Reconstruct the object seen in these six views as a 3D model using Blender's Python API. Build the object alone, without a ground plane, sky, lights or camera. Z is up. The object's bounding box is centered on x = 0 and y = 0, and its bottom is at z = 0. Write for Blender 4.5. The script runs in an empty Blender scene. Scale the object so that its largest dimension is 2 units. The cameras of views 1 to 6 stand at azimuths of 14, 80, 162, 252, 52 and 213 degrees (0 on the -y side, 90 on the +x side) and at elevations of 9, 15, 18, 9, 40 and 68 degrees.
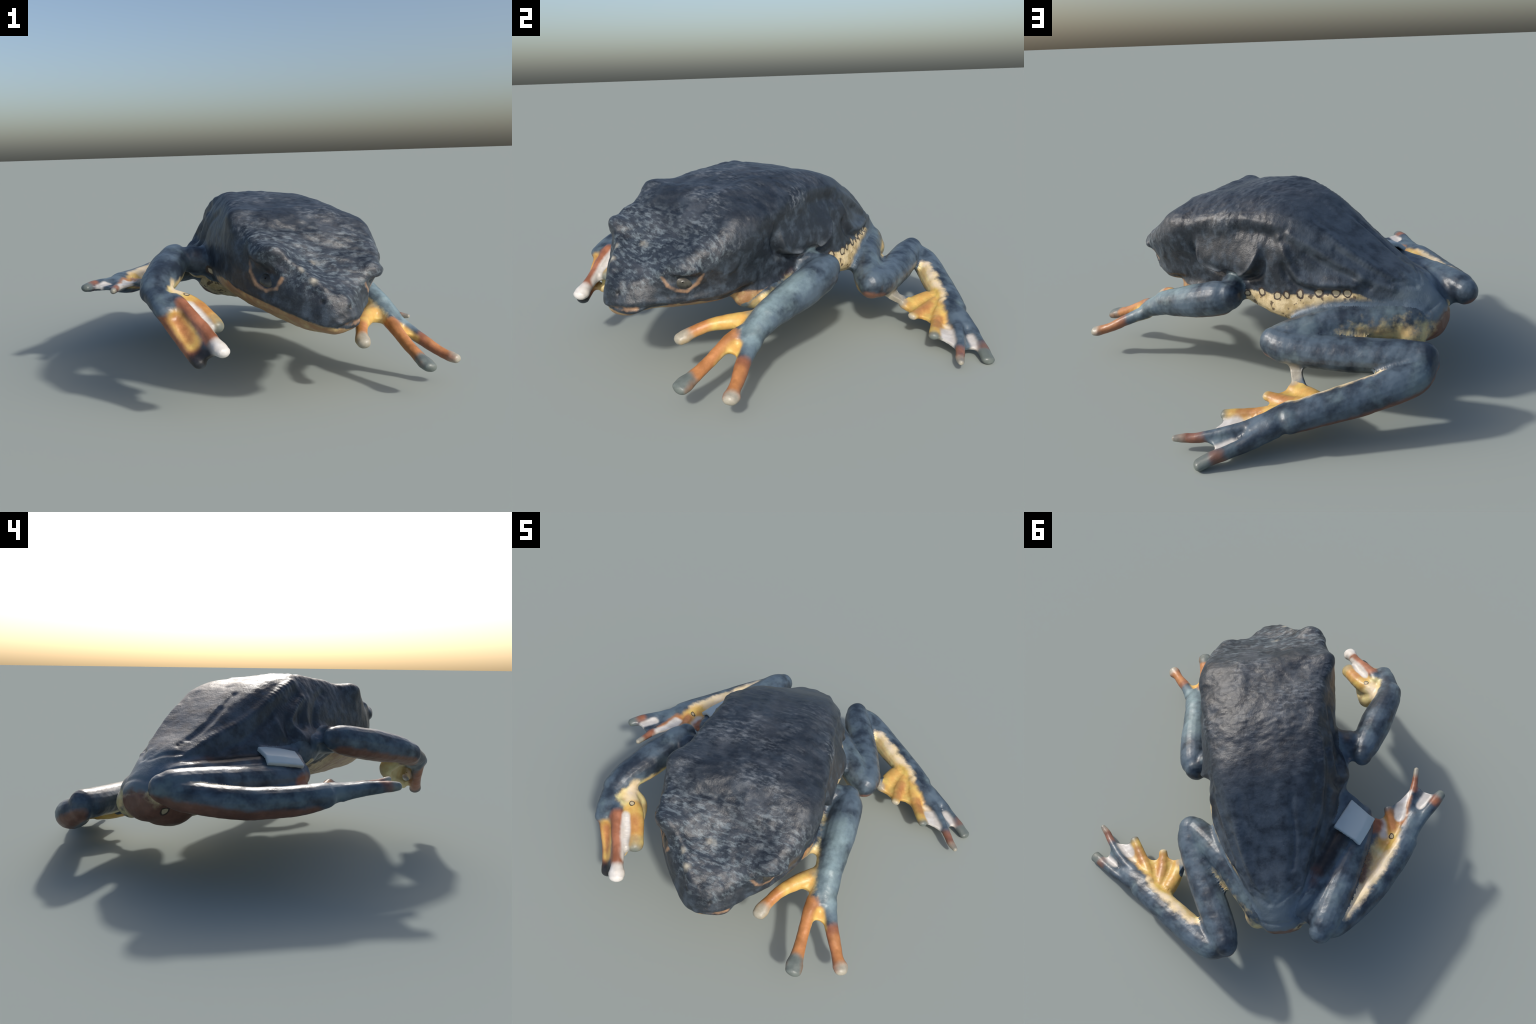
"""A dark blue-grey tree frog with cream and orange undersides, lying tilted with its limbs folded."""
import bpy, math, random
import numpy as np
from mathutils import Vector, noise
from mathutils.bvhtree import BVHTree

random.seed(7)
VOXEL = 0.0046

# ------------------------------------------------------------------ the frog's own frame
# a = to the frog's left, s = towards its snout, h = up through its back
FWD = np.array([0.5733, -0.8194, 0.0])
LEFT = np.array([0.80446, 0.56283, -0.18991])
UP = np.array([0.15561, 0.10887, 0.98180])
ORG = np.array([0.0, 0.0, 0.5])


def W(a, s, h):
    return ORG + a * LEFT + s * FWD + h * UP


def to_frame(P):
    d = np.asarray(P) - ORG
    return np.stack([d @ LEFT, d @ FWD, d @ UP], -1)


def from_frame(Q):
    Q = np.asarray(Q, float)
    return ORG + Q[..., :1] * LEFT + Q[..., 1:2] * FWD + Q[..., 2:3] * UP


def spline(ctrl, n):
    """Centripetal-ish Catmull-Rom through the rows of ctrl, n samples per span."""
    c = np.asarray(ctrl, float)
    c = np.vstack([2 * c[0] - c[1], c, 2 * c[-1] - c[-2]])
    out = []
    for i in range(1, len(c) - 2):
        p0, p1, p2, p3 = c[i - 1:i + 3]
        for t in np.linspace(0, 1, n, endpoint=False):
            out.append(0.5 * (2 * p1 + (p2 - p0) * t + (2 * p0 - 5 * p1 + 4 * p2 - p3) * t * t
                              + (3 * p1 - p0 - 3 * p2 + p3) * t ** 3))
    out.append(c[-2])
    return np.array(out)


def closed_spline(c, n):
    c = np.asarray(c, float)
    m = len(c)
    out = []
    for i in range(m):
        p0, p1, p2, p3 = c[(i - 1) % m], c[i], c[(i + 1) % m], c[(i + 2) % m]
        for t in np.linspace(0, 1, n, endpoint=False):
            out.append(0.5 * (2 * p1 + (p2 - p0) * t + (2 * p0 - 5 * p1 + 4 * p2 - p3) * t * t
                              + (3 * p1 - p0 - 3 * p2 + p3) * t ** 3))
    return np.array(out)


# ------------------------------------------------------------------ torso and head: cross-sections
# per station s: back middle, back half-left, left ridge, left upper side, left side, left lower edge,
#                belly middle, right lower edge, right side, right upper side, right ridge, back half-right
SECTIONS = [
    (-0.885, [(-.04, -.12), (-.02, -.125), (-.005, -.135), (.0, -.15), (.0, -.17), (-.015, -.19), (-.04, -.2), (-.07, -.19), (-.085, -.17), (-.085, -.15), (-.075, -.135), (-.06, -.125)]),
    (-0.86, [(-.045, -.08), (-.01, -.085), (.03, -.105), (.045, -.135), (.045, -.18), (.015, -.225), (-.045, -.245), (-.11, -.225), (-.135, -.19), (-.135, -.155), (-.115, -.12), (-.08, -.09)]),
    (-0.79, [(-.05, -.015), (-.005, -.015), (.04, -.035), (.075, -.08), (.085, -.14), (.06, -.235), (-.05, -.275), (-.15, -.235), (-.175, -.17), (-.165, -.12), (-.14, -.07), (-.1, -.03)]),
    (-0.7, [(-.045, .05), (.01, .055), (.055, .04), (.085, -.01), (.115, -.09), (.12, -.21), (-.06, -.285), (-.19, -.22), (-.215, -.13), (-.2, -.07), (-.165, -.01), (-.11, .035)]),
    (-0.55, [(-.045, .125), (.02, .135), (.085, .14), (.145, .06), (.19, -.05), (.195, -.17), (-.05, -.285), (-.23, -.19), (-.28, -.1), (-.255, -.02), (-.205, .07), (-.13, .11)]),
    (-0.38, [(-.05, .235), (.03, .25), (.115, .25), (.195, .135), (.245, .0), (.255, -.14), (-.03, -.265), (-.26, -.13), (-.355, -.05), (-.32, .06), (-.255, .17), (-.16, .215)]),
    (-0.2, [(-.06, .324), (.04, .345), (.15, .33), (.235, .175), (.278, .02), (.285, -.11), (-.04, -.235), (-.3, -.095), (-.4, -.01), (-.375, .13), (-.31, .265), (-.19, .31)]),
    (0.0, [(-.075, .358), (.06, .372), (.185, .338), (.245, .215), (.268, .05), (.265, -.08), (-.06, -.22), (-.33, -.1), (-.41, .03), (-.4, .19), (-.345, .312), (-.22, .346)]),
    (0.16, [(-.085, .357), (.07, .37), (.22, .322), (.255, .22), (.265, .06), (.25, -.08), (-.06, -.212), (-.345, -.11), (-.415, .035), (-.415, .19), (-.36, .3), (-.24, .338)]),
    (0.32, [(-.085, .325), (.08, .342), (.24, .3), (.272, .205), (.265, .09), (.24, -.07), (-.06, -.213), (-.368, -.112), (-.427, .03), (-.425, .17), (-.39, .265), (-.26, .3)]),
    (0.45, [(-.085, .297), (.08, .315), (.24, .283), (.288, .195), (.275, .07), (.235, -.07), (-.07, -.21), (-.37, -.11), (-.432, .025), (-.445, .16), (-.425, .24), (-.27, .28)]),
    (0.56, [(-.09, .217), (.07, .237), (.215, .22), (.268, .14), (.25, .0), (.225, -.085), (-.075, -.206), (-.355, -.115), (-.417, -.005), (-.425, .1), (-.405, .19), (-.26, .21)]),
    (0.69, [(-.095, .102), (.05, .118), (.18, .137), (.212, .085), (.175, -.02), (.165, -.085), (-.075, -.2), (-.31, -.125), (-.345, -.03), (-.37, .06), (-.365, .13), (-.24, .115)]),
    (0.79, [(-.095, .045), (-.02, .035), (.04, .02), (.085, -.02), (.095, -.06), (.085, -.105), (-.075, -.195), (-.235, -.145), (-.26, -.07), (-.25, .0), (-.215, .045), (-.16, .05)]),
    (0.865, [(-.085, -.005), (-.045, -.012), (-.01, -.035), (.03, -.07), (.05, -.105), (.04, -.14), (-.065, -.182), (-.165, -.155), (-.18, -.11), (-.17, -.05), (-.145, -.01), (-.12, -.002)]),
    (0.9, [(-.08, -.04), (-.055, -.046), (-.03, -.06), (-.01, -.085), (.0, -.11), (-.015, -.14), (-.07, -.163), (-.12, -.15), (-.135, -.115), (-.13, -.08), (-.115, -.056), (-.1, -.045)]),
    (0.918, [(-.075, -.085), (-.065, -.087), (-.055, -.093), (-.04, -.1), (-.04, -.11), (-.05, -.125), (-.075, -.13), (-.09, -.125), (-.1, -.112), (-.1, -.105), (-.09, -.093), (-.085, -.087)]),
]


def body_mesh():
    rings = []
    for s, pts in SECTIONS:
        ring = closed_spline([(a, s, h) for a, h in pts], 6)
        rings.append(ring)
    rings = np.array(rings)                       # stations, ring, 3
    m = rings.shape[1]
    lines = np.stack([spline(rings[:, j], 8) for j in range(m)], 1)
    k = lines.shape[0]
    verts = list(from_frame(lines.reshape(-1, 3)))
    faces = []
    for i in range(k - 1):
        for j in range(m):
            j2 = (j + 1) % m
            faces.append((i * m + j, i * m + j2, (i + 1) * m + j2, (i + 1) * m + j))
    for i, rev in ((0, False), (k - 1, True)):
        c = len(verts)
        verts.append(from_frame(lines[i].mean(0)))
        for j in range(m):
            f = (c, i * m + (j + 1) % m, i * m + j)
            faces.append(f[::-1] if rev else f)
    return verts, faces


# ------------------------------------------------------------------ limbs: tubes along a path
# rows: a, s, h, half-width across, half-height; path in the frog's frame
TUBES = [
    # ---- left forelimb
    ("upper_arm", "left", [(.17, .12, -.03, .07, .07), (.27, .06, -.01, .065, .07), (.345, .03, -.015, .06, .07)]),
    ("forearm", "left", [(.375, .015, -.005, .06, .066), (.385, .07, -.02, .08, .084), (.395, .2, -.055, .083, .084), (.402, .33, -.09, .076, .074), (.41, .44, -.115, .066, .06)]),
    ("hand", "left", [(.41, .42, -.112, .066, .06), (.422, .51, -.145, .064, .048), (.435, .58, -.175, .054, .034)]),
    ("finger", "left", [(.36, .47, -.145, .045, .038), (.3, .515, -.165, .036, .033), (.232, .595, -.19, .028, .026), (.195, .665, -.222, .027, .025), (.184, .698, -.238, .033, .025), (.178, .718, -.246, .03, .022)]),
    ("finger", "left", [(.4, .54, -.155, .034, .034), (.39, .62, -.18, .03, .028), (.4, .75, -.24, .025, .024), (.407, .83, -.27, .029, .024), (.41, .87, -.282, .038, .025), (.413, .9, -.29, .036, .022)]),
    ("finger", "left", [(.455, .55, -.17, .038, .034), (.505, .65, -.21, .032, .028), (.556, .728, -.245, .026, .022), (.585, .775, -.26, .025, .021), (.602, .8, -.265, .034, .022), (.612, .818, -.267, .03, .02)]),
    # ---- right forelimb
    ("upper_arm", "right", [(-.28, .14, -.03, .07, .08), (-.38, .1, -.025, .066, .07), (-.48, .07, -.025, .07, .068)]),
    ("forearm", "right", [(-.54, -.01, -.02, .052, .058), (-.56, .05, -.035, .072, .074), (-.63, .2, -.08, .084, .08), (-.695, .33, -.12, .074, .07), (-.72, .41, -.15, .068, .06)]),
    ("hand", "right", [(-.715, .39, -.15, .064, .058), (-.705, .48, -.175, .062, .05), (-.685, .56, -.205, .062, .042)]),
    ("finger", "right", [(-.655, .5, -.17, .042, .038), (-.63, .565, -.18, .031, .03), (-.56, .68, -.245, .027, .025), (-.533, .74, -.28, .027, .026), (-.516, .775, -.297, .037, .028), (-.508, .792, -.303, .034, .024)]),
    ("finger", "right", [(-.71, .53, -.2, .04, .038), (-.68, .58, -.245, .03, .03), (-.63, .645, -.31, .027, .027), (-.6, .695, -.345, .028, .026), (-.578, .735, -.368, .03, .024)]),
    ("finger", "right", [(-.64, .43, -.165, .045, .036), (-.57, .495, -.175, .038, .034), (-.52, .58, -.208, .034, .03), (-.504, .615, -.224, .036, .03), (-.497, .636, -.234, .036, .028)]),
    ("finger", "right", [(-.65, .4, -.17, .045, .044), (-.59, .4, -.21, .034, .036), (-.565, .45, -.25, .026, .03), (-.555, .54, -.29, .024, .028), (-.56, .63, -.33, .02, .022)]),
    # ---- left hindlimb
    ("thigh", "left", [(.06, -.76, -.14, .08, .09), (.12, -.665, -.13, .08, .088), (.24, -.49, -.118, .08, .085), (.36, -.35, -.13, .074, .078), (.415, -.295, -.14, .07, .074)]),
    ("shank", "left", [(.445, -.28, -.14, .068, .075), (.44, -.36, -.145, .08, .073), (.375, -.58, -.158, .086, .071), (.285, -.83, -.16, .08, .07), (.258, -.915, -.155, .064, .066)]),
    ("tarsus", "left", [(.262, -.925, -.175, .058, .06), (.37, -.905, -.195, .074, .07), (.525, -.775, -.212, .076, .07), (.675, -.64, -.22, .072, .062), (.76, -.565, -.224, .068, .054)]),
    ("foot", "left", [(0.730, -0.565, -0.222, 0.064, 0.052), (0.810, -0.510, -0.230, 0.062, 0.044), (0.870, -0.470, -0.242, 0.050, 0.034)]),
    ("toe", "left", [(0.800, -0.490, -0.232, 0.038, 0.036), (0.870, -0.420, -0.244, 0.028, 0.030), (0.930, -0.340, -0.252, 0.022, 0.023), (0.980, -0.265, -0.262, 0.018, 0.018), (1.010, -0.210, -0.262, 0.018, 0.017), (1.030, -0.182, -0.258, 0.014, 0.013)]),
    ("toe", "left", [(0.820, -0.535, -0.234, 0.038, 0.038), (0.910, -0.485, -0.250, 0.029, 0.032), (0.975, -0.435, -0.262, 0.025, 0.026), (1.035, -0.385, -0.270, 0.028, 0.022), (1.080, -0.350, -0.283, 0.030, 0.020)]),
    ("toe", "left", [(0.720, -0.520, -0.237, 0.034, 0.030), (0.760, -0.420, -0.250, 0.027, 0.024), (0.800, -0.340, -0.254, 0.025, 0.020), (0.828, -0.280, -0.254, 0.025, 0.018)]),
    ("toe", "left", [(0.660, -0.560, -0.237, 0.040, 0.030), (0.650, -0.480, -0.252, 0.032, 0.022), (0.650, -0.410, -0.258, 0.026, 0.018), (0.651, -0.368, -0.256, 0.022, 0.014)]),
    ("toe", "left", [(0.600, -0.580, -0.237, 0.040, 0.034), (0.565, -0.500, -0.254, 0.036, 0.024), (0.550, -0.440, -0.258, 0.032, 0.018)]),
    # ---- right hindlimb
    ("thigh", "right", [(-.12, -.74, -.13, .08, .095), (-.19, -.69, -.115, .08, .09), (-.28, -.56, -.125, .08, .085), (-.41, -.38, -.13, .072, .078), (-.46, -.31, -.15, .06, .065)]),
    ("shank", "right", [(-.5, -.29, -.16, .056, .06), (-.487, -.36, -.165, .072, .066), (-.4, -.56, -.15, .084, .07), (-.283, -.82, -.122, .08, .072), (-.245, -.893, -.122, .06, .062)]),
    ("tarsus", "right", [(-.255, -.885, -.14, .05, .056), (-.345, -.845, -.175, .06, .066), (-.505, -.695, -.23, .068, .068), (-.645, -.525, -.252, .07, .064), (-.715, -.43, -.25, .066, .056)]),
    ("foot", "right", [(-.7, -.44, -.25, .064, .054), (-.745, -.36, -.245, .06, .042), (-.785, -.3, -.245, .052, .034)]),
    ("toe", "right", [(-.725, -.36, -.25, .034, .032), (-.75, -.27, -.245, .026, .026), (-.778, -.19, -.243, .021, .021), (-.804, -.11, -.243, .017, .017), (-.82, -.045, -.238, .014, .014)]),
    ("toe", "right", [(-.765, -.37, -.25, .038, .038), (-.83, -.3, -.248, .03, .03), (-.885, -.245, -.25, .028, .025), (-.92, -.205, -.256, .027, .021), (-.935, -.19, -.258, .024, .018)]),
    ("toe", "right", [(-.67, -.42, -.245, .034, .03), (-.655, -.34, -.232, .026, .024), (-.642, -.26, -.214, .02, .02)]),
    ("toe", "right", [(-.62, -.46, -.255, .034, .028), (-.587, -.4, -.245, .025, .02), (-.57, -.32, -.228, .02, .018)]),
]

# thin webs: fans of skin spanned between two edge lines (frog's frame), with a thickness
WEBS = [
    ("foot", "left", [(.83, -.47, -.25), (.9, -.385, -.26), (.975, -.285, -.268)], [(.85, -.5, -.25), (.94, -.46, -.264), (1.04, -.39, -.28)], .012, .12),
    ("foot", "left", [(.82, -.47, -.25), (.9, -.38, -.26), (.985, -.265, -.268)], [(.74, -.47, -.25), (.78, -.38, -.26), (.825, -.285, -.262)], .012, .12),
    ("foot", "left", [(.74, -.48, -.25), (.77, -.41, -.26), (.8, -.34, -.262)], [(.65, -.5, -.258), (.65, -.44, -.264), (.65, -.385, -.264)], .014, .4),
    ("foot", "left", [(.66, -.52, -.255), (.65, -.45, -.264), (.65, -.375, -.264)], [(.58, -.55, -.255), (.56, -.48, -.264), (.55, -.43, -.266)], .016, .12),
    ("foot", "right", [(-.76, -.31, -.246), (-.775, -.21, -.243), (-.8, -.12, -.243)], [(-.81, -.31, -.248), (-.875, -.25, -.25), (-.925, -.2, -.256)], .012, .12),
    ("foot", "right", [(-.75, -.31, -.246), (-.77, -.22, -.243), (-.8, -.12, -.243)], [(-.665, -.37, -.236), (-.652, -.31, -.226), (-.642, -.255, -.214)], .012, .12),
    ("foot", "right", [(-.66, -.4, -.242), (-.65, -.34, -.232), (-.642, -.275, -.216)], [(-.61, -.42, -.248), (-.585, -.37, -.238), (-.57, -.32, -.228)], .012, .05),
    ("hand", "left", [(.4, .56, -.165), (.39, .62, -.19), (.395, .7, -.22)], [(.46, .58, -.18), (.5, .64, -.208), (.535, .7, -.235)], .013, .32),
    ("hand", "left", [(.33, .5, -.165), (.28, .55, -.18)], [(.4, .53, -.16), (.39, .6, -.178)], .02, .5),
    ("hand", "right", [(-.64, .55, -.19), (-.6, .63, -.222), (-.535, .745, -.28)], [(-.58, .48, -.185), (-.54, .56, -.208), (-.505, .625, -.235)], .014, .1),
    ("hand", "right", [(-.65, .55, -.19), (-.61, .62, -.22), (-.52, .785, -.305)], [(-.7, .56, -.225), (-.65, .63, -.29), (-.578, .735, -.368)], .024, .0),
    ("hand", "right", [(-.67, .42, -.18), (-.62, .5, -.2), (-.53, .68, -.27)], [(-.59, .4, -.21), (-.565, .46, -.25), (-.56, .62, -.33)], .026, .1),
    # dried skin strands and the flap over the right knee
    ("shank", "left", [(.43, -.33, -.17), (.495, -.39, -.222), (.565, -.45, -.258)], [(.42, -.43, -.17), (.485, -.445, -.222), (.57, -.54, -.255)], .024, .0),
    ("tarsus", "right", [(-.5, -.28, -.17), (-.55, -.32, -.205), (-.62, -.38, -.24)], [(-.48, -.38, -.17), (-.53, -.41, -.21), (-.61, -.47, -.245)], .02, .0),
    ("tarsus", "right", [(-.49, -.42, -.195), (-.44, -.56, -.2), (-.38, -.72, -.18)], [(-.61, -.47, -.24), (-.54, -.58, -.23), (-.44, -.75, -.2)], .018, .0),
    ("thigh", "right", [(-.32, -.12, .0), (-.43, -.18, -.065), (-.52, -.26, -.13)], [(-.3, -.33, .02), (-.37, -.375, -.03), (-.47, -.4, -.1)], .03, .0),
]

# a stiff pale flap of dried skin laid over the right knee, folded down along its outer edge
FLAP = [([(-.36, -.385, -.016), (-.412, -.31, -.034), (-.46, -.235, -.062)], [(-.455, -.455, -.056), (-.5, -.39, -.074), (-.54, -.315, -.096)]),
        ([(-.455, -.455, -.056), (-.5, -.39, -.074), (-.54, -.315, -.096)], [(-.478, -.478, -.09), (-.527, -.405, -.108), (-.568, -.33, -.128)])]

# soft masses that merge with the body: centre, half sizes along a, s, h
MASSES = [
    ((-.06, -.5, -.18), (.2, .2, .095)),       # belly
    ((.23, .27, -.1), (.085, .19, .085)),      # chest and shoulder beside the left forearm
    ((.15, .655, .085), (.085, .1, .05)),      # brow swellings
    ((-.315, .645, .1), (.095, .095, .05)),
    ((-.34, .08, .0), (.1, .14, .12)),         # right shoulder and flank fold
    ((-.39, -.07, -.03), (.075, .13, .1)),
    ((-.2, -.77, -.155), (.06, .08, .065)),
    ((.09, -.77, -.175), (.065, .08, .075)),
    ((-.055, -.69, -.19), (.15, .145, .115)),     # rump
]


def tube_mesh(rows, seg=20):
    p = spline(rows, 7)
    if rows[0][3] < .046:                 # digits a touch fuller
        p[:, 3:5] += .002
    pts = from_frame(p[:, :3])
    tang = np.gradient(pts, axis=0)
    tang /= np.linalg.norm(tang, axis=1)[:, None]
    side = np.cross(tang, UP)
    side /= np.linalg.norm(side, axis=1)[:, None]
    nor = np.cross(side, tang)
    rings = []
    # rounded ends
    for f in (0.98, 0.85, 0.6, 0.3):
        k = math.sqrt(1 - f * f)
        rings.append((pts[0] - tang[0] * f * min(p[0, 3:5]), side[0], nor[0], p[0, 3] * k, p[0, 4] * k))
    for i in range(len(p)):
        rings.append((pts[i], side[i], nor[i], p[i, 3], p[i, 4]))
    for f in (0.3, 0.6, 0.85, 0.98):
        k = math.sqrt(1 - f * f)
        rings.append((pts[-1] + tang[-1] * f * min(p[-1, 3:5]), side[-1], nor[-1], p[-1, 3] * k, p[-1, 4] * k))
    ang = np.linspace(0, 2 * math.pi, seg, endpoint=False)
    verts, faces = [], []
    for c, sd, nr, rw, rh in rings:
        for t in ang:
            verts.append(c + sd * rw * math.cos(t) + nr * rh * math.sin(t))
    k = len(rings)
    for i in range(k - 1):
        for j in range(seg):
            j2 = (j + 1) % seg
            faces.append((i * seg + j, (i + 1) * seg + j, (i + 1) * seg + j2, i * seg + j2))
    faces.append(tuple(range(seg)))
    faces.append(tuple((k - 1) * seg + j for j in reversed(range(seg))))
    samples = np.hstack([pts, p[:, 3:5].mean(1)[:, None]])
    return verts, faces, samples


def web_mesh(e0, e1, thick, scallop, n=9, m=12):
    thick = thick + .006
    """Sheet between edge lines e0 and e1; its free edge is drawn in by `scallop` in the middle."""
    L0, L1 = spline(e0, 24), spline(e1, 24)

    def at(L, u):
        x = u * (len(L) - 1)
        i = min(int(x), len(L) - 2)
        return L[i] + (L[i + 1] - L[i]) * (x - i)
    grid = np.zeros((n, m, 3))
    for i in range(n):
        v = i / (n - 1)
        reach = 1 - scallop * 4 * v * (1 - v)
        for j in range(m):
            u = j / (m - 1) * reach
            grid[i, j] = at(L0, u) * (1 - v) + at(L1, u) * v
    g = from_frame(grid.reshape(-1, 3)).reshape(n, m, 3)
    nr = np.cross(g[-1, m // 2] - g[0, m // 2], g[n // 2, -1] - g[n // 2, 0])
    nr /= np.linalg.norm(nr)
    verts = list((g + nr * thick / 2).reshape(-1, 3)) + list((g - nr * thick / 2).reshape(-1, 3))
    q = n * m
    faces = []
    for i in range(n - 1):
        for j in range(m - 1):
            a, b, c, d = i * m + j, i * m + j + 1, (i + 1) * m + j + 1, (i + 1) * m + j
            faces.append((a, b, c, d))
            faces.append((q + d, q + c, q + b, q + a))
    border = [(0, j) for j in range(m)] + [(i, m - 1) for i in range(1, n)] + \
             [(n - 1, j) for j in range(m - 2, -1, -1)] + [(i, 0) for i in range(n - 2, 0, -1)]
    bi = [i * m + j for i, j in border]
    for x, y in zip(bi, bi[1:] + bi[:1]):
        faces.append((y, x, q + x, q + y))
    samples = np.hstack([g.reshape(-1, 3), np.full((q, 1), thick * .5)])
    return verts, faces, samples


def mass_mesh(c, r, nu=24, nv=14):
    verts, faces = [], []
    for i in range(nv + 1):
        th = math.pi * (0.02 + 0.96 * i / nv)
        for j in range(nu):
            ph = 2 * math.pi * j / nu
            verts.append(W(c[0] + r[0] * math.sin(th) * math.cos(ph), c[1] + r[1] * math.sin(th) * math.sin(ph),
                           c[2] + r[2] * math.cos(th)))
    for i in range(nv):
        for j in range(nu):
            j2 = (j + 1) % nu
            faces.append((i * nu + j, i * nu + j2, (i + 1) * nu + j2, (i + 1) * nu + j))
    faces.append(tuple(range(nu)))
    faces.append(tuple(nv * nu + j for j in reversed(range(nu))))
    return verts, faces


def fix_orientation(verts, faces):
    """Turn all faces outward if the signed volume is negative."""
    v = np.array(verts)
    vol = 0.0
    for f in faces:
        for k in range(1, len(f) - 1):
            vol += np.dot(v[f[0]], np.cross(v[f[k]], v[f[k + 1]]))
    return faces if vol > 0 else [tuple(reversed(f)) for f in faces]


# ------------------------------------------------------------------ one smooth skin over everything
all_v, all_f, labels = [], [], []


def add(verts, faces):
    faces = fix_orientation(verts, faces)
    o = len(all_v)
    all_v.extend(tuple(map(float, v)) for v in verts)
    all_f.extend(tuple(i + o for i in f) for f in faces)


bv, bf = body_mesh()
add(bv, bf)
body_tree = BVHTree.FromPolygons([Vector(v) for v in bv], fix_orientation(bv, bf))
for c, r in MASSES:
    add(*mass_mesh(c, r))
pieces = []          # (part name, piece id, samples x,y,z,r)
counts = {}
for name, side, rows in TUBES:
    v, f, smp = tube_mesh(rows)
    add(v, f)
    if name in ("finger", "toe"):
        counts[name, side] = counts.get((name, side), 0) + 1
        pieces.append((name, side + str(counts[name, side]), smp))
    else:
        pieces.append((name, side, smp))
for name, side, e0, e1, t, sc in WEBS:
    v, f, smp = web_mesh(e0, e1, t, sc)
    add(v, f)
    pieces.append((name, side, smp))

FILLET = 0.013


def remeshed(verts, faces, voxel):
    me = bpy.data.meshes.new("skin_source")
    me.from_pydata(verts, [], faces)
    src = bpy.data.objects.new("skin_source", me)
    bpy.context.scene.collection.objects.link(src)
    mod = src.modifiers.new("remesh", "REMESH")
    mod.mode = "VOXEL"
    mod.voxel_size = voxel
    mod.adaptivity = 0
    dg = bpy.context.evaluated_depsgraph_get()
    ev = src.evaluated_get(dg).to_mesh()
    n, m = len(ev.vertices), len(ev.polygons)
    v = np.zeros(n * 3)
    ev.vertices.foreach_get("co", v)
    nr = np.zeros(n * 3)
    ev.vertices.foreach_get("normal", nr)
    total, start = np.zeros(m, int), np.zeros(m, int)
    ev.polygons.foreach_get("loop_total", total)
    ev.polygons.foreach_get("loop_start", start)
    idx = np.zeros(len(ev.loops), int)
    ev.loops.foreach_get("vertex_index", idx)
    ed = np.zeros(len(ev.edges) * 2, int)
    ev.edges.foreach_get("vertices", ed)
    src.evaluated_get(dg).to_mesh_clear()
    bpy.data.objects.remove(src)
    bpy.data.meshes.remove(me)
    return v.reshape(-1, 3), nr.reshape(-1, 3), total, start, idx, ed.reshape(-1, 2)


# swell, fuse and shrink back: this rounds every inner corner into a fillet
V, NR, lt, ls, lv, E = remeshed(all_v, all_f, VOXEL)
V = V + NR * FILLET
V, NR, lt, ls, lv, E = remeshed(V.tolist(), [lv[a:a + n].tolist() for a, n in zip(ls, lt)], VOXEL)
V = V - NR * FILLET
nv = len(V)
FACES = [lv[a:a + n] for a, n in zip(ls, lt)]
print("skin verts", nv)

deg = np.bincount(E.ravel(), minlength=nv).astype(float)


def neighbour_mean(X):
    out = np.empty_like(X)
    for k in range(X.shape[1]):
        out[:, k] = (np.bincount(E[:, 0], X[E[:, 1], k], nv) + np.bincount(E[:, 1], X[E[:, 0], k], nv)) / deg
    return out


def normals(V):
    N = np.zeros_like(V)
    quad = lt == 4
    q = lv[ls[quad][:, None] + np.arange(4)]
    n = np.cross(V[q[:, 2]] - V[q[:, 0]], V[q[:, 3]] - V[q[:, 1]])
    idx, wn = [q.ravel()], [np.repeat(n, 4, 0)]
    tri = lt == 3
    if tri.any():
        t = lv[ls[tri][:, None] + np.arange(3)]
        n3 = np.cross(V[t[:, 1]] - V[t[:, 0]], V[t[:, 2]] - V[t[:, 0]])
        idx.append(t.ravel())
        wn.append(np.repeat(n3, 3, 0))
    idx, wn = np.concatenate(idx), np.concatenate(wn)
    for k in range(3):
        N[:, k] = np.bincount(idx, wn[:, k], nv)
    return N / np.maximum(np.linalg.norm(N, axis=1), 1e-12)[:, None]


# distance of every vertex to each piece and to the torso
body_d = np.array([(lambda r: (Vector(p) - r[0]).dot(r[1]) if False else
                    math.copysign(r[3], (Vector(p) - r[0]).dot(r[1])))(body_tree.find_nearest(Vector(p))) for p in V])
piece_d = np.full((len(pieces), nv), 9.0)
for i, (nm, sd, smp) in enumerate(pieces):
    lo, hi = smp[:, :3].min(0) - .2, smp[:, :3].max(0) + .2
    near = np.where(((V > lo) & (V < hi)).all(1))[0]
    best = np.full(len(near), 9.0)
    for row in smp:
        d = np.sqrt(((V[near] - row[:3]) ** 2).sum(1)) - row[3]
        np.minimum(best, d, out=best)
    piece_d[i, near] = best

# Smooth: Taubin overall (keeps volume), then stronger where the torso and limbs run together
for _ in range(4):
    V = V + 0.55 * (neighbour_mean(V) - V)
    V = V - 0.57 * (neighbour_mean(V) - V)
two = np.sort(np.vstack([piece_d[[i for i, p in enumerate(pieces) if p[0] in ("thigh", "upper_arm")]].min(0)[None],
                         body_d[None]]), 0)
join = np.exp(-(np.maximum(two[1], 0) / .022) ** 2)[:, None]
for c, r in MASSES:                      # let the soft masses melt into the body
    q = (to_frame(V) - np.array(c)) / (np.array(r) + .035)
    join = np.maximum(join, (np.clip(1.25 - (q ** 2).sum(1), 0, .35) / .35)[:, None] * .8)
for _ in range(16):
    V = V + 0.6 * join * (neighbour_mean(V) - V)

# ------------------------------------------------------------------ relief
Q = to_frame(V)
N = normals(V)
limb_d = piece_d.min(0)
on_body = 1 / (1 + np.exp(-(limb_d - body_d - .01) / .012))


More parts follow.
